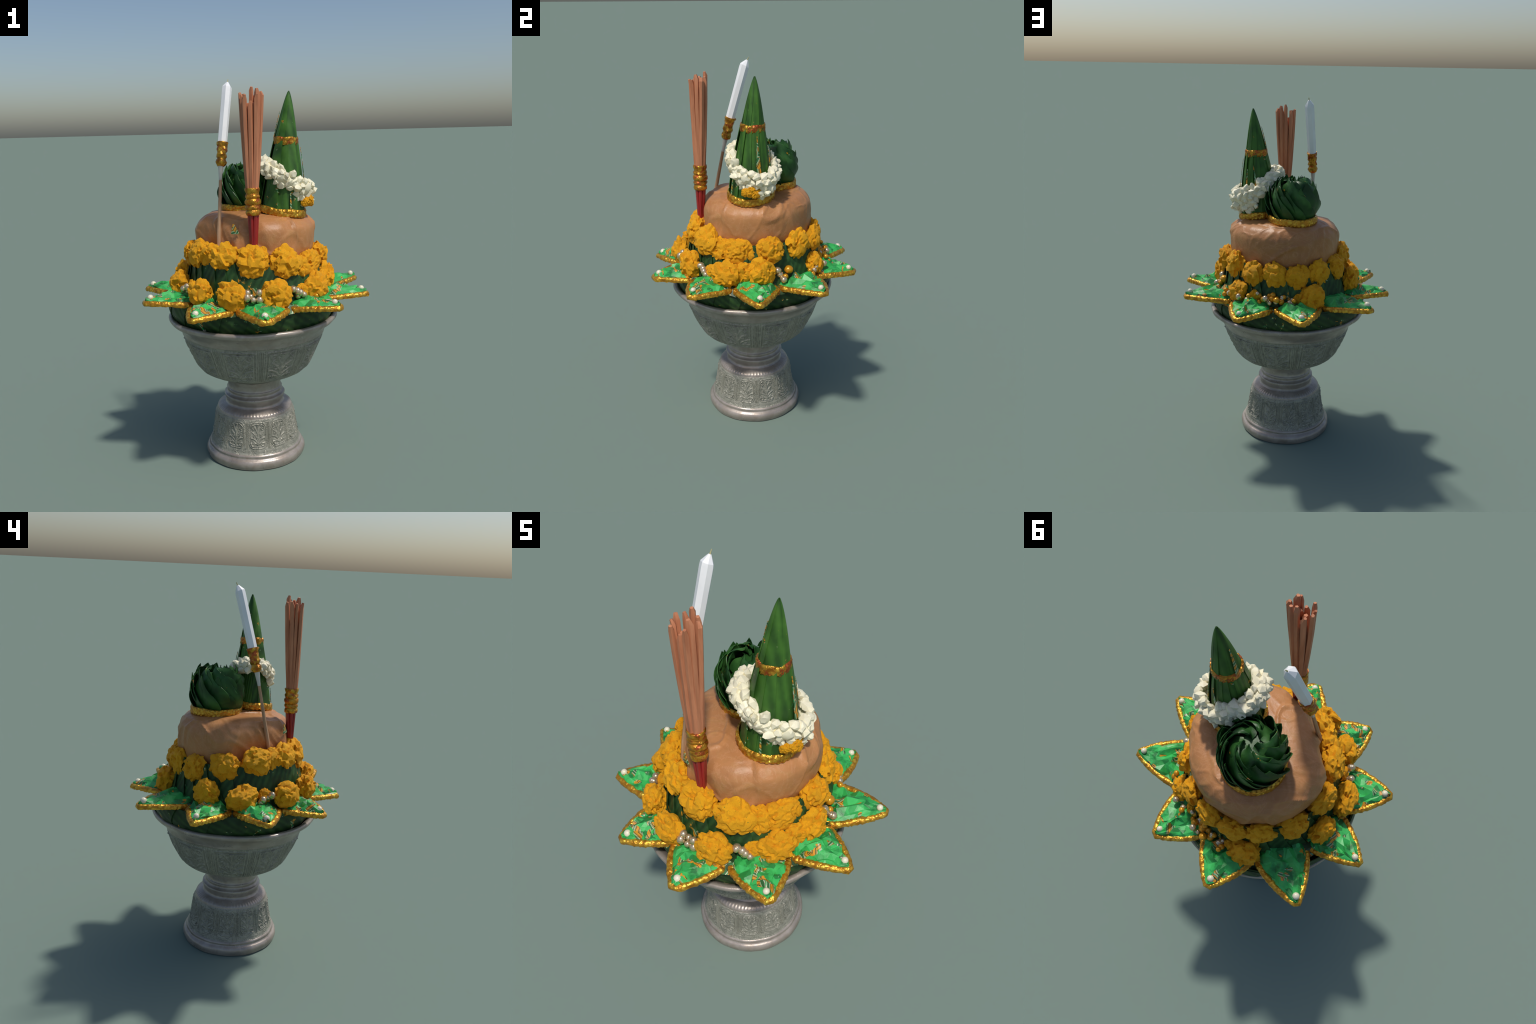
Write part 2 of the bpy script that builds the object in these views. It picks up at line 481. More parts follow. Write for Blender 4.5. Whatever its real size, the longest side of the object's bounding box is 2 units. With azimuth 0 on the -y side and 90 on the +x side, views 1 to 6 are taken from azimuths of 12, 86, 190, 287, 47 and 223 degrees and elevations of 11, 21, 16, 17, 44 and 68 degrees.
lathe('foot_shoulder', [(0.205, 0.255), (0.2035, 0.2575), (0.203, 0.262), (0.196, 0.271), (0.184, 0.279), (0.170, 0.284), (0.160, 0.287)], 30, 360, M_SILV, belly, off=OFF,
      ribs=(72, 0.262, 0.284, 0.0025), wob=0.006)
lathe('foot_ring', [(0.20, 0.002), (0.258, 0.000), (0.266, 0.006), (0.270, 0.020), (0.269, 0.034), (0.263, 0.045), (0.254, 0.052), (0.251, 0.058), (0.252, 0.064), (0.250, 0.070), (0.245, 0.074)],
      44, 240, M_SILV, belly, off=OFF, wob=0.007, close_bottom=True)

# ===================================================== leaf collar in the bowl
collar = empty('leaf_collar', OFFER)
NCOL = 15
for i in range(NCOL):
    a0 = TAU * i / NCOL + RND.uniform(-0.05, 0.05)
    wd = rad(38 + RND.uniform(-3, 5))
    zt = 0.885 + RND.uniform(-0.004, 0.006)
    droop = RND.uniform(0.0, 0.012)
    def fn(u, v, a0=a0, wd=wd, zt=zt, droop=droop):
        a = a0 + wd * u + 0.10 * (v - 0.5)
        side = (0.5 + 0.5 * math.cos(a - rad(155))) ** 2.2         # laps over the rim on this side
        zb = 0.774 + 0.012 * side - 0.3 * droop * math.sin(math.pi * u)
        z = zb + (zt - zb) * v
        r = 0.398 + 0.042 * side + 0.008 * u + 0.026 * v - 0.012 * v * v + 0.010 * math.sin(math.pi * v) + 0.002 * math.sin(a * 23 + z * 40)
        return (r * math.cos(a), r * math.sin(a), z)
    sheet('collar_leaf', fn, 16, 8, M_COLLAR, collar, 0.004)
# leafy bed that closes the bowl
bed = []
NB, RB = 96, 14
for j in range(RB):
    for i in range(NB):
        a = TAU * i / NB
        r = 0.02 + 0.415 * j / (RB - 1)
        z = 0.905 + 0.012 * noise.noise(Vector((math.cos(a) * r * 14, math.sin(a) * r * 14, 3.1))) - (0.03 if j == RB - 1 else 0)
        bed.append((r * math.cos(a), r * math.sin(a), z))
make_obj('leaf_bed', bed, grid_faces(NB, RB, True), M_SHRED, collar, True, 30)

# ======================================== pleated leaf wall under the parcel
wall = empty('leaf_wall', OFFER)
NW = 30
for i in range(NW):
    a0 = TAU * i / NW + RND.uniform(-0.03, 0.03)
    wd = rad(17 + RND.uniform(-1, 4))
    sl = 0.16 + RND.uniform(-0.05, 0.05)
    def fn(u, v, a0=a0, wd=wd, sl=sl):
        a = a0 + wd * u - sl * (v - 0.5)
        z = 0.895 + 0.215 * v
        r = 0.372 - 0.050 * v + 0.012 * u * (1 - 0.2 * v) - 0.004 * math.sin(math.pi * u)
        return (0.006 + r * math.cos(a), 0.004 + r * math.sin(a), z)
    sheet('wall_leaf', fn, 6, 8, M_WALL, wall, 0.003, 30)

# ================================================================ foil petals
# tips measured round the dish (x, y, z)
TIPS = [(0.607, 0.002, 0.888), (0.525, 0.339, 0.901), (0.169, 0.558, 0.869), (-0.181, 0.554, 0.872), (-0.532, 0.336, 0.897),
        (-0.607, 0.001, 0.888), (-0.498, -0.347, 0.894), (-0.191, -0.553, 0.870), (0.165, -0.552, 0.870), (0.493, -0.339, 0.895)]
AZ = sorted((math.atan2(t[1], t[0]) % TAU, t) for t in TIPS)
pv, pf = ico(2)
pearl_me = make_mesh('pearl', [v * 1.0 for v in pv], pf, M_PEARL, True)
for i, (az, tip) in enumerate(AZ):
    prv = AZ[i - 1][0] - (TAU if i == 0 else 0)
    nxt = AZ[(i + 1) % len(AZ)][0] + (TAU if i == len(AZ) - 1 else 0)
    RT = math.hypot(tip[0], tip[1])
    tz = tip[2] + 0.010
    wl = 0.402 * math.sin((az - prv) / 2) * 0.985          # half width on each side at the widest place
    wr = 0.402 * math.sin((nxt - az) / 2) * 0.985
    c, s = math.cos(az), math.sin(az)
    zc = 0.893 + RND.uniform(-0.003, 0.004)
    def halfw(r, W, RT=RT):
        if r < 0.402:
            return W * (0.80 + 0.20 * (r - 0.33) / 0.072)
        q = min(1.0, (r - 0.402) / (RT - 0.402))
        return W * max(0.0, 1 - q) ** 0.86 * (1 + 0.36 * q)
    def zbase(r, RT=RT, tz=tz, zc=zc):
        q = (r - 0.402) / (RT - 0.402)
        return zc + (tz - zc) * max(0, q) + 0.004 * math.sin(math.pi * min(1, max(0, q)))
    def place(r, y, z, c=c, s=s):
        return Vector((r * c - y * s, r * s + y * c, z))
    # crumpled green foil cushion
    seed = RND.uniform(0, 50)
    nu, nv = 9, 9
    V, Wd = [], []
    for j in range(nv):
        r = 0.335 + (RT - 0.016 - 0.335) * (j / (nv - 1)) ** 0.92
        for k in range(nu):
            u = -1 + 2 * k / (nu - 1)
            W = halfw(r + 0.01, wl if u < 0 else wr)
            jit = (0 if k in (0, nu - 1) else 1)
            uu = u + jit * RND.uniform(-0.09, 0.09)
            rr = r + (RND.uniform(-0.010, 0.010) if 0 < j < nv - 1 else 0)
            q = min(1, max(0, (RT - r) / (RT - 0.40)))
            dome = (1 - abs(u) ** 2.2) * (0.014 + 0.026 * q)
            cr = jit * (0.016 * noise.noise(Vector((u * 2.6 + seed, r * 26, 0))) + RND.uniform(-0.017, 0.017)) * (0.35 + 0.65 * q)
            V.append(place(rr, uu * W * 0.96, zbase(r) + 0.006 + dome + cr))
    N = len(V)
    for j in range(nv):
        r = 0.335 + (RT - 0.016 - 0.335) * (j / (nv - 1)) ** 0.92
        for k in range(nu):
            u = -1 + 2 * k / (nu - 1)
            V.append(place(r, u * halfw(r + 0.01, wl if u < 0 else wr) * 0.95, zbase(r) - 0.009))
    # triangulated facets
    F = []
    for a, b, d, e in grid_faces(nu, nv):
        F += [(a, b, d), (a, d, e)] if RND.random() < 0.5 else [(a, b, e), (b, d, e)]
    F += [tuple(N + q for q in reversed(f)) for f in grid_faces(nu, nv)]
    petal = make_obj('foil_petal', V, F, M_FOIL, OFFER, False)
    # bumpy gold trim: a swept cushion round the two free edges
    edge = []
    n1 = 46
    for side, W in ((-1, wl), (1, wr)):
        pts = []
        for k in range(n1):
            r = 0.345 + (RT - 0.012 - 0.345) * k / (n1 - 1)
            pts.append((r, side * (halfw(r, W) + 0.0), zbase(r)))
        edge += pts if side < 0 else list(reversed(pts))[0:]
    cs = [(0.011, -0.011), (0.013, -0.001), (0.010, 0.009), (0.001, 0.0125), (-0.009, 0.011), (-0.014, 0.004), (-0.012, -0.010)]
    V, m_ = [], len(cs)
    for k, (r, y, z) in enumerate(edge):
        p0, p1 = edge[max(0, k - 1)], edge[min(len(edge) - 1, k + 1)]
        tx, ty = p1[0] - p0[0], p1[1] - p0[1]
        L = math.hypot(tx, ty) or 1
        nx, ny = -ty / L, tx / L
        if nx * 1.0 + ny * (1 if y > 0 else -1) * 1.0 < 0:
            nx, ny = -nx, -ny
        if k in (n1 - 1, n1):
            nx, ny = 1.55, (0.2 if k == n1 else -0.2)
        lump = 1.04 + 0.07 * abs(math.sin(k * 0.9)) + 0.30 * noise.noise(Vector((k * 0.7, seed, i)))
        for o, hgt in cs:
            oo = o * lump
            V.append(place(r + nx * (oo - 0.008), y + ny * (oo - 0.008), z + hgt * lump))
    F = grid_faces(m_, len(edge), True)
    F.append(tuple(range(m_)))
    F.append(tuple(reversed(range(len(V) - m_, len(V)))))
    make_obj('gold_edging', V, F, M_GOLD, petal, True, 60)
    # pearl near the tip
    o = link(bpy.data.objects.new('tip_pearl', pearl_me), petal)
    o.location = place(RT - 0.043, RND.uniform(-0.006, 0.006), tz + 0.026)
    q = 0.0165 * RND.uniform(0.9, 1.12)
    o.scale = (q, q * 0.95, q * 0.95)
    o.rotation_euler = (RND.random() * 3, RND.random() * 3, RND.random() * 3)

# ================================================================= marigolds
mv, mf = ico(4)
def marigold_mesh(seed):
    off = Vector((seed * 7.3, seed * 3.1, seed * 1.7))
    V = []
    for p in mv:
        q = p + Vector((noise.noise(p * 2.2 + off), noise.noise(p * 2.2 + off + Vector((9, 0, 0))), noise.noise(p * 2.2 + off + Vector((0, 9, 0))))) * 0.28
        d, pts = noise.voronoi(q * 1.9 + off)
        d2, _ = noise.voronoi(q * 4.2 + off * 1.3)
        crease = min(1.0, (d[1] - d[0]) * 2.0)
        fine = min(1.0, (d2[1] - d2[0]) * 2.2)
        # each cell is tilted like a crumpled petal facet
        g = pts[0] * 7.0
        tilt = (q * 1.9 + off - pts[0]).dot(Vector((noise.cell(g) , noise.cell(g + Vector((31, 0, 0))), noise.cell(g + Vector((0, 47, 0))))) * 2 - Vector((1, 1, 1)))
        h = 0.91 + 0.095 * crease + 0.030 * fine + 0.14 * noise.noise(p * 1.2 + off) + 0.10 * tilt - 0.03
        V.append(p * h)
    return make_mesh('marigold', V, mf, M_MARI, True, 22)
MARI = [marigold_mesh(k + 1) for k in range(9)]
mcount = 0
def marigold(p, size, flat=0.80, parent=OFFER):
    global mcount
    o = link(bpy.data.objects.new('marigold', MARI[mcount % len(MARI)]), parent)
    mcount += 1
    az = math.atan2(p[1], p[0])
    o.location = p
    # squash along the outward direction, random spin about it
    o.rotation_euler = (Matrix.Rotation(az, 3, 'Z') @ Matrix.Rotation(RND.uniform(-0.25, 0.25), 3, 'Y') @
                        Matrix.Rotation(RND.uniform(0, TAU), 3, 'X')).to_euler()
    o.scale = (size * flat, size * RND.uniform(1.04, 1.24), size * RND.uniform(0.98, 1.14))
    return o
UP = [(-79, 0.315, 1.112, 0.075), (-107, 0.300, 1.124, 0.078), (-141, 0.312, 1.128, 0.072), (-171.5, 0.318, 1.105, 0.073), (158.5, 0.325, 1.072, 0.072),
      (132, 0.330, 1.068, 0.068), (110, 0.335, 1.058, 0.068), (89, 0.340, 1.068, 0.066), (67, 0.342, 1.060, 0.070),
      (41.5, 0.336, 1.076, 0.074), (13, 0.345, 1.082, 0.073), (-17, 0.322, 1.068, 0.078), (-49, 0.328, 1.098, 0.076), (-33, 0.325, 1.072, 0.058), (-125, 0.300, 1.13, 0.06)]
for a, r, z, s in UP:
    marigold(((r - 0.010) * math.cos(rad(a)), (r - 0.010) * math.sin(rad(a)), z), s)
LOW = [(176.5, 0.392, 0.978, 0.066), (-156, 0.400, 0.966, 0.072), (-120, 0.408, 0.968, 0.068), (-94, 0.408, 0.964, 0.071), (-62, 0.396, 0.964, 0.074),
       (-24, 0.384, 0.962, 0.076), (4, 0.384, 0.974, 0.070), (56, 0.392, 0.958, 0.060), (121, 0.392, 0.955, 0.074), (-10, 0.372, 0.975, 0.055), (-37, 0.376, 0.955, 0.040),
       (73, 0.380, 0.952, 0.032), (-137, 0.37, 0.965, 0.036), (112, 0.385, 0.95, 0.034)]
# small blooms that close the gaps of the upper ring
UP2 = [(-3, 0.318, 1.050, 0.052), (27, 0.318, 1.055, 0.036), (54, 0.322, 1.050, 0.038), (78, 0.322, 1.050, 0.040), (100, 0.322, 1.040, 0.048),
       (121, 0.318, 1.040, 0.048), (146, 0.312, 1.050, 0.042), (-157, 0.303, 1.09, 0.036)]
for a, r, z, s in UP2:
    marigold(((r - 0.010) * math.cos(rad(a)), (r - 0.010) * math.sin(rad(a)), z), s)
for a, r, z, s in LOW:
    marigold(((r - 0.010) * math.cos(rad(a)), (r - 0.010) * math.sin(rad(a)), z), s)

# ================================================================ bead clusters
bv, bf = ico(3)
bead_me = make_mesh('bead', bv, bf, M_BEAD, True)
amber_me = make_mesh('amber_bead', bv, bf, M_AMBER, True)
def bead(az, r, z, s, amber=False):
    o = link(bpy.data.objects.new('bead', amber_me if amber else bead_me), OFFER)
    o.location = (r * math.cos(rad(az)), r * math.sin(rad(az)), z)
    o.scale = (s, s, s * RND.uniform(0.9, 1.15))
for az in (-79, -44, 21, -139):
    for k in range(7 if az != 21 else 4):
        bead(az + RND.uniform(-5.5, 5.5), 0.385 + RND.uniform(-0.012, 0.022), 0.945 + 0.018 * (k % 3) + RND.uniform(-0.005, 0.005), RND.uniform(0.014, 0.019))
bead(27, 0.372, 0.975, 0.024, True)
bead(23, 0.385, 0.945, 0.015, True)
bead(-30, 0.41, 0.93, 0.016, True)
for k in range(30):
    bead(RND.uniform(73, 108), 0.385 + RND.uniform(-0.02, 0.035), 0.925 + RND.uniform(0, 0.055), RND.uniform(0.011, 0.018), RND.random() < 0.5)
for k in range(8):
    bead(RND.uniform(40, 75), 0.41 + RND.uniform(-0.01, 0.02), 0.925 + RND.uniform(0, 0.04), RND.uniform(0.011, 0.016), RND.random() < 0.4)

# =========================================================== cloth-wrapped parcel
pc = (0.017, 0.018)
prof = smooth_profile([(0.20, 1.015), (0.245, 1.050), (0.278, 1.090), (0.294, 1.135), (0.300, 1.180), (0.301, 1.235), (0.291, 1.271), (0.258, 1.304),
                       (0.202, 1.320), (0.13, 1.326), (0.06, 1.328), (0.004, 1.328)], 100)
SEG = 260
FLAT = [(-124, 0.256), (-82, 0.284), (-38, 0.290), (8, 0.298), (50, 0.290), (95, 0.296), (140, 0.304), (184, 0.318)]   # the sides the wrapping pulls flat
V = []
for j, (r, z) in enumerate(prof):
    for i in range(SEG):
        a = TAU * i / SEG
        d = Vector((math.cos(a), math.sin(a), 0))
        p = Vector((d.x * r, d.y * r, z))
        k = min(1.0, r / 0.22)
        rr = r * (1 + 0.062 * max(0.0, math.cos(a - rad(165))) ** 2)
        for az, dist in FLAT:
            ca = math.cos(a - rad(az) + 0.10 * math.sin(z * 11 + az))
            if ca > 0.3:
                lim = dist / ca * (r / 0.300)
                rr = min(rr, lim + 0.006 * max(0.0, 1 - abs(lim - rr) / 0.02))
        big = 0.012 * noise.noise(p * 5.0 + Vector((2, 7, 1)))
        # crisp diagonal folds of the wrapping: ridged noise on a sheared grid
        f1 = 1 - abs(noise.noise(Vector((d.x * r * 6.0 + z * 3.5, d.y * r * 6.0 - z * 3.0, z * 2.0 + 4.0)))) * 7
        f2 = 1 - abs(noise.noise(Vector((d.x * r * 11 + z * 5, d.y * r * 11 - z * 6, z * 4 + 9)))) * 7
        fold = 0.008 * max(0.0, f1) + 0.003 * max(0.0, f2) - 0.002
        rr += (big + fold) * k
        zz = z + (0.35 * big + 0.7 * fold * (1 if z > 1.25 else 0)) * (1 if z > 1.1 else 0) - 0.028 * (d.x * r) * max(0, (z - 1.1) / 0.22)
        V.append((pc[0] + rr * d.x, pc[1] + rr * d.y, zz))
make_obj('cloth_parcel', V, grid_faces(SEG, len(prof), True) + [tuple(range(len(V) - SEG, len(V)))], M_CLOTH, OFFER, True, 40)

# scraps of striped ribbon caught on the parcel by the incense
def scrap(az, z0, z1, r0, r1, w, lean):
    def fn(u, v):
        z = z0 + (z1 - z0) * v
        r = r0 + (r1 - r0) * v
        a = rad(az) + (w * (1 - 0.9 * v) * (u - 0.5) + lean * v) / r
        return (pc[0] + r * math.cos(a), pc[1] + r * math.sin(a), z)
    sheet('ribbon_scrap', fn, 4, 5, M_STRIPE, OFFER, 0.003)
scrap(-99, 1.246, 1.296, 0.296, 0.292, 0.046, -0.012)
scrap(-52, 1.090, 1.170, 0.296, 0.303, 0.040, -0.012)

# ================================================================= leaf cone
cone = empty('leaf_cone', OFFER)
cb, cr, ct = Vector((0.160, -0.012, 1.315)), Vector((0.1835, 0.000, 1.685)), Vector((0.200, 0.012, 1.930))
def cone_lower(name, a0, wd, lift, tilt):
    def fn(u, v):
        a = a0 + wd * (u - 0.5) + tilt * (v - 0.5)
        c_ = cb.lerp(cr, v)
        r = 0.112 + (0.056 - 0.112) * v + 0.006 * math.sin(math.pi * v) + lift + 0.007 * (u - 0.3) - 0.0025 * math.sin(math.pi * u)
        return (c_.x + r * math.cos(a), c_.y + r * math.sin(a), c_.z)
    return fn
M_CONE_OFF = []
NL = 12
for i in range(NL):
    sheet('cone_leaf', cone_lower('l', TAU * i / NL + RND.uniform(-0.05, 0.05), TAU / NL * RND.uniform(1.25, 1.6), RND.uniform(-0.002, 0.005), RND.uniform(-0.16, 0.16)),
          6, 14, M_CONE, cone, 0.003, 30)
NU = 9
for i in range(NU):
    a0 = TAU * i / NU + RND.uniform(-0.08, 0.08)
    wd = TAU / NU * RND.uniform(1.3, 1.6)
    lf = RND.uniform(-0.001, 0.003)
    top = ct.z - (0 if i % 3 == 0 else RND.uniform(0.0, 0.012))
    def fn(u, v, a0=a0, wd=wd, lf=lf, top=top):
        z = 1.668 + (top - 1.668) * v
        q = (z - 1.668) / (ct.z - 1.668)
        c_ = cr.lerp(ct, max(0, (z - 1.685) / (ct.z - 1.685)))
        a = a0 + wd * (u - 0.5) + 0.25 * v
        r = 0.0555 * max(0.0, 1 - q) ** 0.80 * (1 + 0.12 * q) + 0.003 + (lf + 0.006 * (u - 0.3)) * (1 - q)
        return (c_.x + r * math.cos(a), c_.y + r * math.sin(a), z)
    sheet('cone_tip_leaf', fn, 6, 14, M_CONE, cone, 0.0025, 30)

def braid(name, c, R, height, thick, mat, parent, bumps, tilt=(0, 0), seg=220, inward=0.0):
    """flat trim band laid in a ring, with braided lumps"""
    cs = [(0.0, -0.5), (0.8, -0.42), (1.0, -0.15), (0.85, 0.0), (1.0, 0.2), (0.75, 0.45), (0.0, 0.5), (-0.3, 0.0)]
    V = []
    for i in range(seg):
        a = TAU * i / seg
        l = 0.75 + 0.38 * abs(math.sin(a * bumps / 2)) + 0.25 * noise.noise(Vector((math.cos(a) * 6, math.sin(a) * 6, bumps)))
        for k, (o, h) in enumerate(cs):
            l2 = l if k % 2 else (0.75 + 0.38 * abs(math.cos(a * bumps / 2)))
            r = R + o * thick * l2 - inward * (h + 0.5)
            z = c[2] + h * height * (0.94 + 0.1 * l2) + tilt[0] * math.cos(a) * R + tilt[1] * math.sin(a) * R + 0.002 * math.sin(a * 5)
            V.append((c[0] + r * math.cos(a), c[1] + r * math.sin(a), z))
    return make_obj(name, V, grid_faces(len(cs), seg, True) + [((seg - 1) * 8 + k, k, (k + 1) % 8, (seg - 1) * 8 + (k + 1) % 8)[::-1] for k in range(8)], mat, parent, True, 60)
def sliver(az, z0, z1, w0, w1, lean):
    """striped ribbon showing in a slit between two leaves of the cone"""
    def fn(u, v):
        z = z0 + (z1 - z0) * v
        if z < 1.685:
            q = (z - 1.315) / 0.37
            c_ = cb.lerp(cr, q)
            r = 0.112 + (0.056 - 0.112) * q + 0.006 * math.sin(math.pi * q) + 0.0115
        else:
            q = (z - 1.685) / (ct.z - 1.685)
            c_ = cr.lerp(ct, q)
            r = 0.0555 * (1 - q) ** 0.80 * (1 + 0.12 * q) + 0.0115
        w = w0 + (w1 - w0) * v
        a = rad(az) + lean * v + w * (u - 0.5) / max(r, 0.02)
        return (c_.x + r * math.cos(a), c_.y + r * math.sin(a), z)
    sheet('ribbon_sliver', fn, 4, 10, M_STRIPE, cone, 0.002)
sliver(14, 1.650, 1.465, 0.002, 0.026, 0.05)
sliver(178, 1.700, 1.830, 0.020, 0.004, 0.10)
sliver(-60, 1.350, 1.430, 0.010, 0.004, -0.03)
sliver(88, 1.62, 1.50, 0.003, 0.012, 0.15)
sliver(62, 1.60, 1.42, 0.003, 0.016, 0.0)
braid('cone_base_trim', (cb.x, cb.y, 1.335), 0.112, 0.040, 0.012, M_GOLD, cone, 34, (-0.15, 0.02))
braid('cone_band', (cr.x, cr.y, 1.684), 0.0545, 0.040, 0.009, M_BAND, cone, 22, (-0.05, 0.0))

# ------------------------------------------------------------ jasmine garland
garland = empty('jasmine_garland', cone)
v1_, f1_ = ico(1)
v2_, f2_ = ico(2)
BL = []
for k in range(8):
    off = Vector((k * 5.1, 2.0, k))
    V = []
    for p in (v2_ if k % 2 else v1_):
        h = 1 + 0.42 * noise.noise(p * 1.3 + off) + 0.16 * noise.noise(p * 3 + off)
        V.append(Vector((p.x * h, p.y * h, p.z * h * 1.25)))
    BL.append(make_mesh('jasmine_bud', V, f2_ if k % 2 else f1_, M_BLOS, True, 26))
gc = Vector((0.171, -0.001, 1.496))
gx, gy = Vector((0.115, 0.012, -0.076)), Vector((0.006, 0.108, -0.022))
gn = gx.cross(gy).normalized()
def bud(p, s):
    o = link(bpy.data.objects.new('jasmine_bud', RND.choice(BL)), garland)
    o.location = p
    o.scale = (s * RND.uniform(0.85, 1.1), s * RND.uniform(0.85, 1.1), s * RND.uniform(0.9, 1.2))
    o.rotation_euler = (RND.random() * TAU, RND.random() * TAU, RND.random() * TAU)
NG = 22
for i in range(NG):
    t = TAU * (i + RND.uniform(-0.2, 0.2)) / NG
    low = max(0.0, math.cos(t - 0.30))                       # wider at the low side
    c_ = gc + gx * math.cos(t) + gy * math.sin(t)
    out = (gx * math.cos(t) + gy * math.sin(t)).normalized()
    half = 0.028 + 0.014 * low
    for row, (hn, ho) in enumerate(((1.0, -0.006), (0.4, 0.010), (-0.35, 0.014), (-1.0, 0.004))):
        tt = 0.5 * TAU / NG * (row % 2)
        bud(c_ + gn * (half * hn + RND.uniform(-0.006, 0.006)) + out * (ho + RND.uniform(-0.006, 0.006)) + (gy * math.cos(t) - gx * math.sin(t)) * tt, RND.uniform(0.0165, 0.0235) * (1 + 0.1 * low))
    if low > 0.45:                                     # extra row hanging below
        for q in range(2):
            bud(c_ - gn * (half + 0.012 + 0.018 * q) + out * RND.uniform(-0.002, 0.016) + Vector((0, 0, -0.006 * q)) + gy * RND.uniform(-0.1, 0.1), RND.uniform(0.016, 0.021))
# core of the garland so that nothing shows between buds
core = [gc + gx * math.cos(TAU * k / 60) + gy * math.sin(TAU * k / 60) for k in range(61)]
tube('garland_core', core, [0.024] * 61, 10, M_BLOS, garland, caps=False)
for dx, dy, dz, s in ((0.300, -0.020, 1.385, 0.028), (0.292, 0.012, 1.372, 0.024), (0.282, -0.045, 1.376, 0.022), (0.308, 0.000, 1.368, 0.018)):
    o = marigold((dx, dy, dz), s, 0.9, garland)
    o.name = 'garland_marigold'
for k in range(9):
    bud(Vector((0.296 + RND.uniform(-0.015, 0.012), 0.045 + RND.uniform(-0.03, 0.04), 1.365 + RND.uniform(-0.01, 0.02))), 0.012)

# ============================================================== leaf rosette
rose = empty('leaf_rosette', OFFER)
rc = Vector((-0.051, 0.108, 1.338))
DOME = smooth_profile([(0.116, 0.0), (0.129, 0.045), (0.134, 0.092), (0.126, 0.140), (0.104, 0.180), (0.080, 0.208), (0.042, 0.214), (0.012, 0.206)], 60)
def dome(s_):
    x = min(max(s_, 0.0), 1.0) * (len(DOME) - 1)
    i = min(int(x), len(DOME) - 2)
    t = x - i
    return DOME[i] * (1 - t) + DOME[i + 1] * t
def rose_leaf(a0, s0, s1, wd, tw, lift, shrink):
    """a broad folded leaf lying on the bud: tucked under its neighbour on one side, free and raised on the other"""
    tip = RND.uniform(0.010, 0.026)
    def fn(u, v):
        s_ = s0 + (s1 - s0) * v * (1.0 - 0.34 * abs(u - 0.66) / 0.66 - 0.40 * max(0, u - 0.66))
        r, z = dome(s_)
        nrm = 1.0 - 0.45 * s_
        up = 0.25 + 0.75 * s_
        w = wd * (1.0 - shrink * v ** 2)
        a = a0 + tw * v * (0.6 + 0.4 * v) + w * (u - 0.5)
        crease = 0.020 * max(0.0, 1 - abs(u - 0.64) / 0.30)
        off = -0.018 + lift * u ** 1.8 * (0.45 + 0.75 * math.sin(math.pi * min(1, v * 0.85 + 0.1))) + crease * v + tip * max(0.0, v - 0.72) / 0.28 * math.exp(-((u - 0.66) / 0.22) ** 2)
        return (rc.x + (r + off * nrm) * math.cos(a), rc.y + (r + off * nrm) * math.sin(a), rc.z + z + off * up)
    return fn
for n_, s0, s1, wd, tw, lift, shrink in ((10, 0.0, 0.60, 1.00, -0.50, 0.034, 0.28), (9, 0.18, 0.76, 1.02, -0.48, 0.034, 0.32), (7, 0.42, 0.90, 1.25, -0.55, 0.032, 0.34), (5, 0.64, 1.0, 1.7, -0.6, 0.026, 0.3)):
    for i in range(n_):
        sheet('rosette_leaf', rose_leaf(TAU * (i + RND.uniform(-0.16, 0.16)) / n_, s0, s1 * RND.uniform(0.93, 1.05), wd * RND.uniform(0.9, 1.1), tw * RND.uniform(0.8, 1.2),
                                        lift * RND.uniform(0.6, 1.35), shrink), 10, 11, M_ROSE, rose, 0.003, 28)
tube('rosette_core', [rc + Vector((0, 0, z)) for z in (0.0, 0.08, 0.15, 0.19)], [0.108, 0.110, 0.085, 0.04], 24, M_ROSE, rose)
braid('rosette_trim', (rc.x, rc.y, 1.338), 0.127, 0.042, 0.011, M_GOLD, rose, 40, (0.0, 0.0))

# ================================================================== candle
candle = empty('candle', OFFER)
A, B, C = Vector((-0.123, -0.106, 1.674)), Vector((-0.110, -0.022, 1.955)), Vector((-0.108, 0.000, 1.996))
tube('wax_candle', [A, A.lerp(B, 0.5), A.lerp(B, 0.96), B, B.lerp(C, 0.45), B.lerp(C, 0.62)], [0.0245, 0.0252, 0.0262, 0.0248, 0.011, 0.0058], 7, M_WAX, candle, angle=25, twist=0.3)
tube('wick', [B.lerp(C, 0.55), C], [0.0035, 0.0015], 6, M_WICK, candle)
G0, G1 = Vector((-0.1265, -0.134, 1.566)), Vector((-0.121, -0.102, 1.684))
tt = [0, 0.06, 0.16, 0.26, 0.32, 0.38, 0.46, 0.56, 0.66, 0.74, 0.80, 0.88, 0.95, 1.0, 0.985]
rr = [0.016, 0.024, 0.0275, 0.024, 0.0205, 0.0245, 0.027, 0.023, 0.0255, 0.026, 0.0255, 0.028, 0.031, 0.029, 0.02]
tube('candle_holder', [G0.lerp(G1, t) for t in tt], rr, 16, M_BAND, candle, wob=0.30, seed=3, angle=40)
S0, S1 = Vector((-0.129, -0.230, 1.120)), Vector((-0.1265, -0.132, 1.575))
tube('wax_collar', [S1.lerp(S0, t) for t in (0, 0.05, 0.12, 0.17)], [0.0155, 0.0125, 0.0092, 0.008], 10, M_GLUE, candle)
tube('stick', [S1.lerp(S0, t) for t in (0.02, 0.17, 0.35, 0.6, 0.7, 0.85, 1)], [0.007, 0.0080, 0.0086, 0.0095, 0.0115, 0.010, 0.009], 8, M_STICK, candle, wob=0.1)

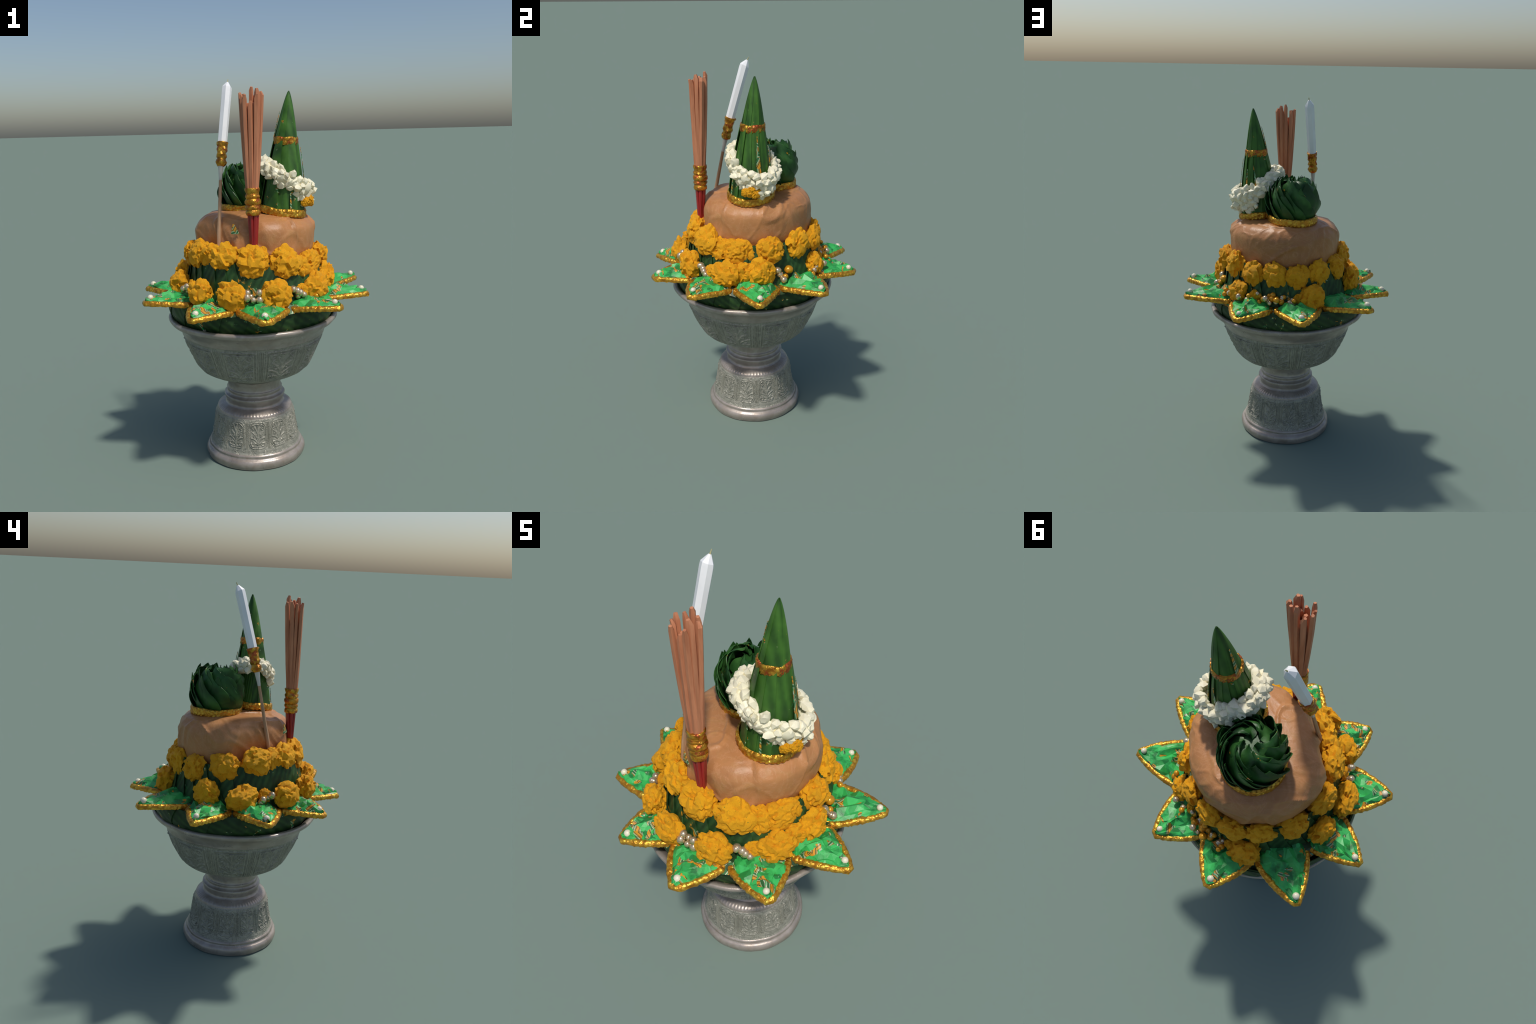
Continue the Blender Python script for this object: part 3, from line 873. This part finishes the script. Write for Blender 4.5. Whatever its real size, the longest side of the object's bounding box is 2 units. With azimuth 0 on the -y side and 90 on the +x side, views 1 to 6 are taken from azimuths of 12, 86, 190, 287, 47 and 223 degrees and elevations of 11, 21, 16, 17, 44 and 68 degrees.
# ================================================================= incense
inc = empty('incense_bundle', OFFER)
I0, IT = Vector((0.059, -0.272, 1.440)), Vector((0.062, -0.262, 1.92))
def stick(a, rb, rt, top, w, sides=5):
    p0 = I0 + Vector((rb * math.cos(a), rb * math.sin(a), 0))
    axis_top = I0.lerp(IT, (top - I0.z) / (IT.z - I0.z))
    p1 = axis_top + Vector((rt * math.cos(a), rt * math.sin(a), 0))
    pts = []
    for t in (0, 0.35, 0.7, 0.97, 1.0):
        p = p0.lerp(p1, t)
        bow = math.sin(math.pi * t) * 0.003
        pts.append(p + Vector((math.cos(a), math.sin(a), 0)) * bow)
    pts[-1] += Vector((RND.uniform(-0.006, 0.006), RND.uniform(-0.006, 0.006), RND.uniform(0.002, 0.010)))
    tube('incense_stick', pts, [w * 0.9, w * 0.97, w * 1.02, w, w * 0.55], sides, M_INC, inc, wob=0.15, angle=25, twist=RND.random(), seed=RND.random() * 9)
for a, top, rt, w in ((20, 1.925, 0.047, 0.0150), (62, 1.915, 0.040, 0.0135), (100, 1.945, 0.036, 0.0135), (140, 1.90, 0.046, 0.013), (178, 1.905, 0.048, 0.012),
                      (205, 1.900, 0.040, 0.011), (238, 1.895, 0.046, 0.011), (275, 1.87, 0.026, 0.012), (318, 1.905, 0.041, 0.0135), (345, 1.93, 0.030, 0.0135), (190, 1.87, 0.016, 0.015)):
    stick(rad(a), 0.019, rt * RND.uniform(0.98, 1.12), top + RND.uniform(-0.012, 0.010), w * RND.uniform(0.8, 1.05))
stick(rad(40), 0.004, 0.010, 1.80, 0.027, 7)
stick(rad(110), 0.012, 0.022, 1.84, 0.016, 4)
stick(rad(330), 0.010, 0.018, 1.86, 0.016, 4)
J0, J1 = Vector((0.062, -0.2735, 1.336)), Vector((0.059, -0.272, 1.470))
tt = [0, 0.03, 0.10, 0.17, 0.22, 0.28, 0.34, 0.39, 0.44, 0.52, 0.58, 0.62, 0.68, 0.74, 0.80, 0.90, 0.97, 1.0, 0.99]
rr = [0.024, 0.033, 0.036, 0.035, 0.031, 0.037, 0.036, 0.032, 0.038, 0.0395, 0.037, 0.032, 0.0365, 0.035, 0.031, 0.036, 0.037, 0.034, 0.026]
tube('incense_band', [J0.lerp(J1, t) for t in tt], rr, 24, M_BAND, inc, wob=0.10, seed=8, angle=45)
H0, H1 = Vector((0.061, -0.279, 1.10)), Vector((0.062, -0.2735, 1.345))
for k in range(7):
    a = TAU * k / 7
    o0 = Vector((math.cos(a), math.sin(a), 0))
    tube('red_stick', [H1.lerp(H0, t) + o0 * (0.0185 * (1 - t) + 0.006 * t) for t in (0, 0.5, 1)], [0.0105, 0.0092, 0.0075], 7, M_RED, inc, angle=30)
tube('red_core', [H1, H0], [0.019, 0.008], 10, M_RED, inc)

for o in bpy.data.objects:
    o.select_set(False)
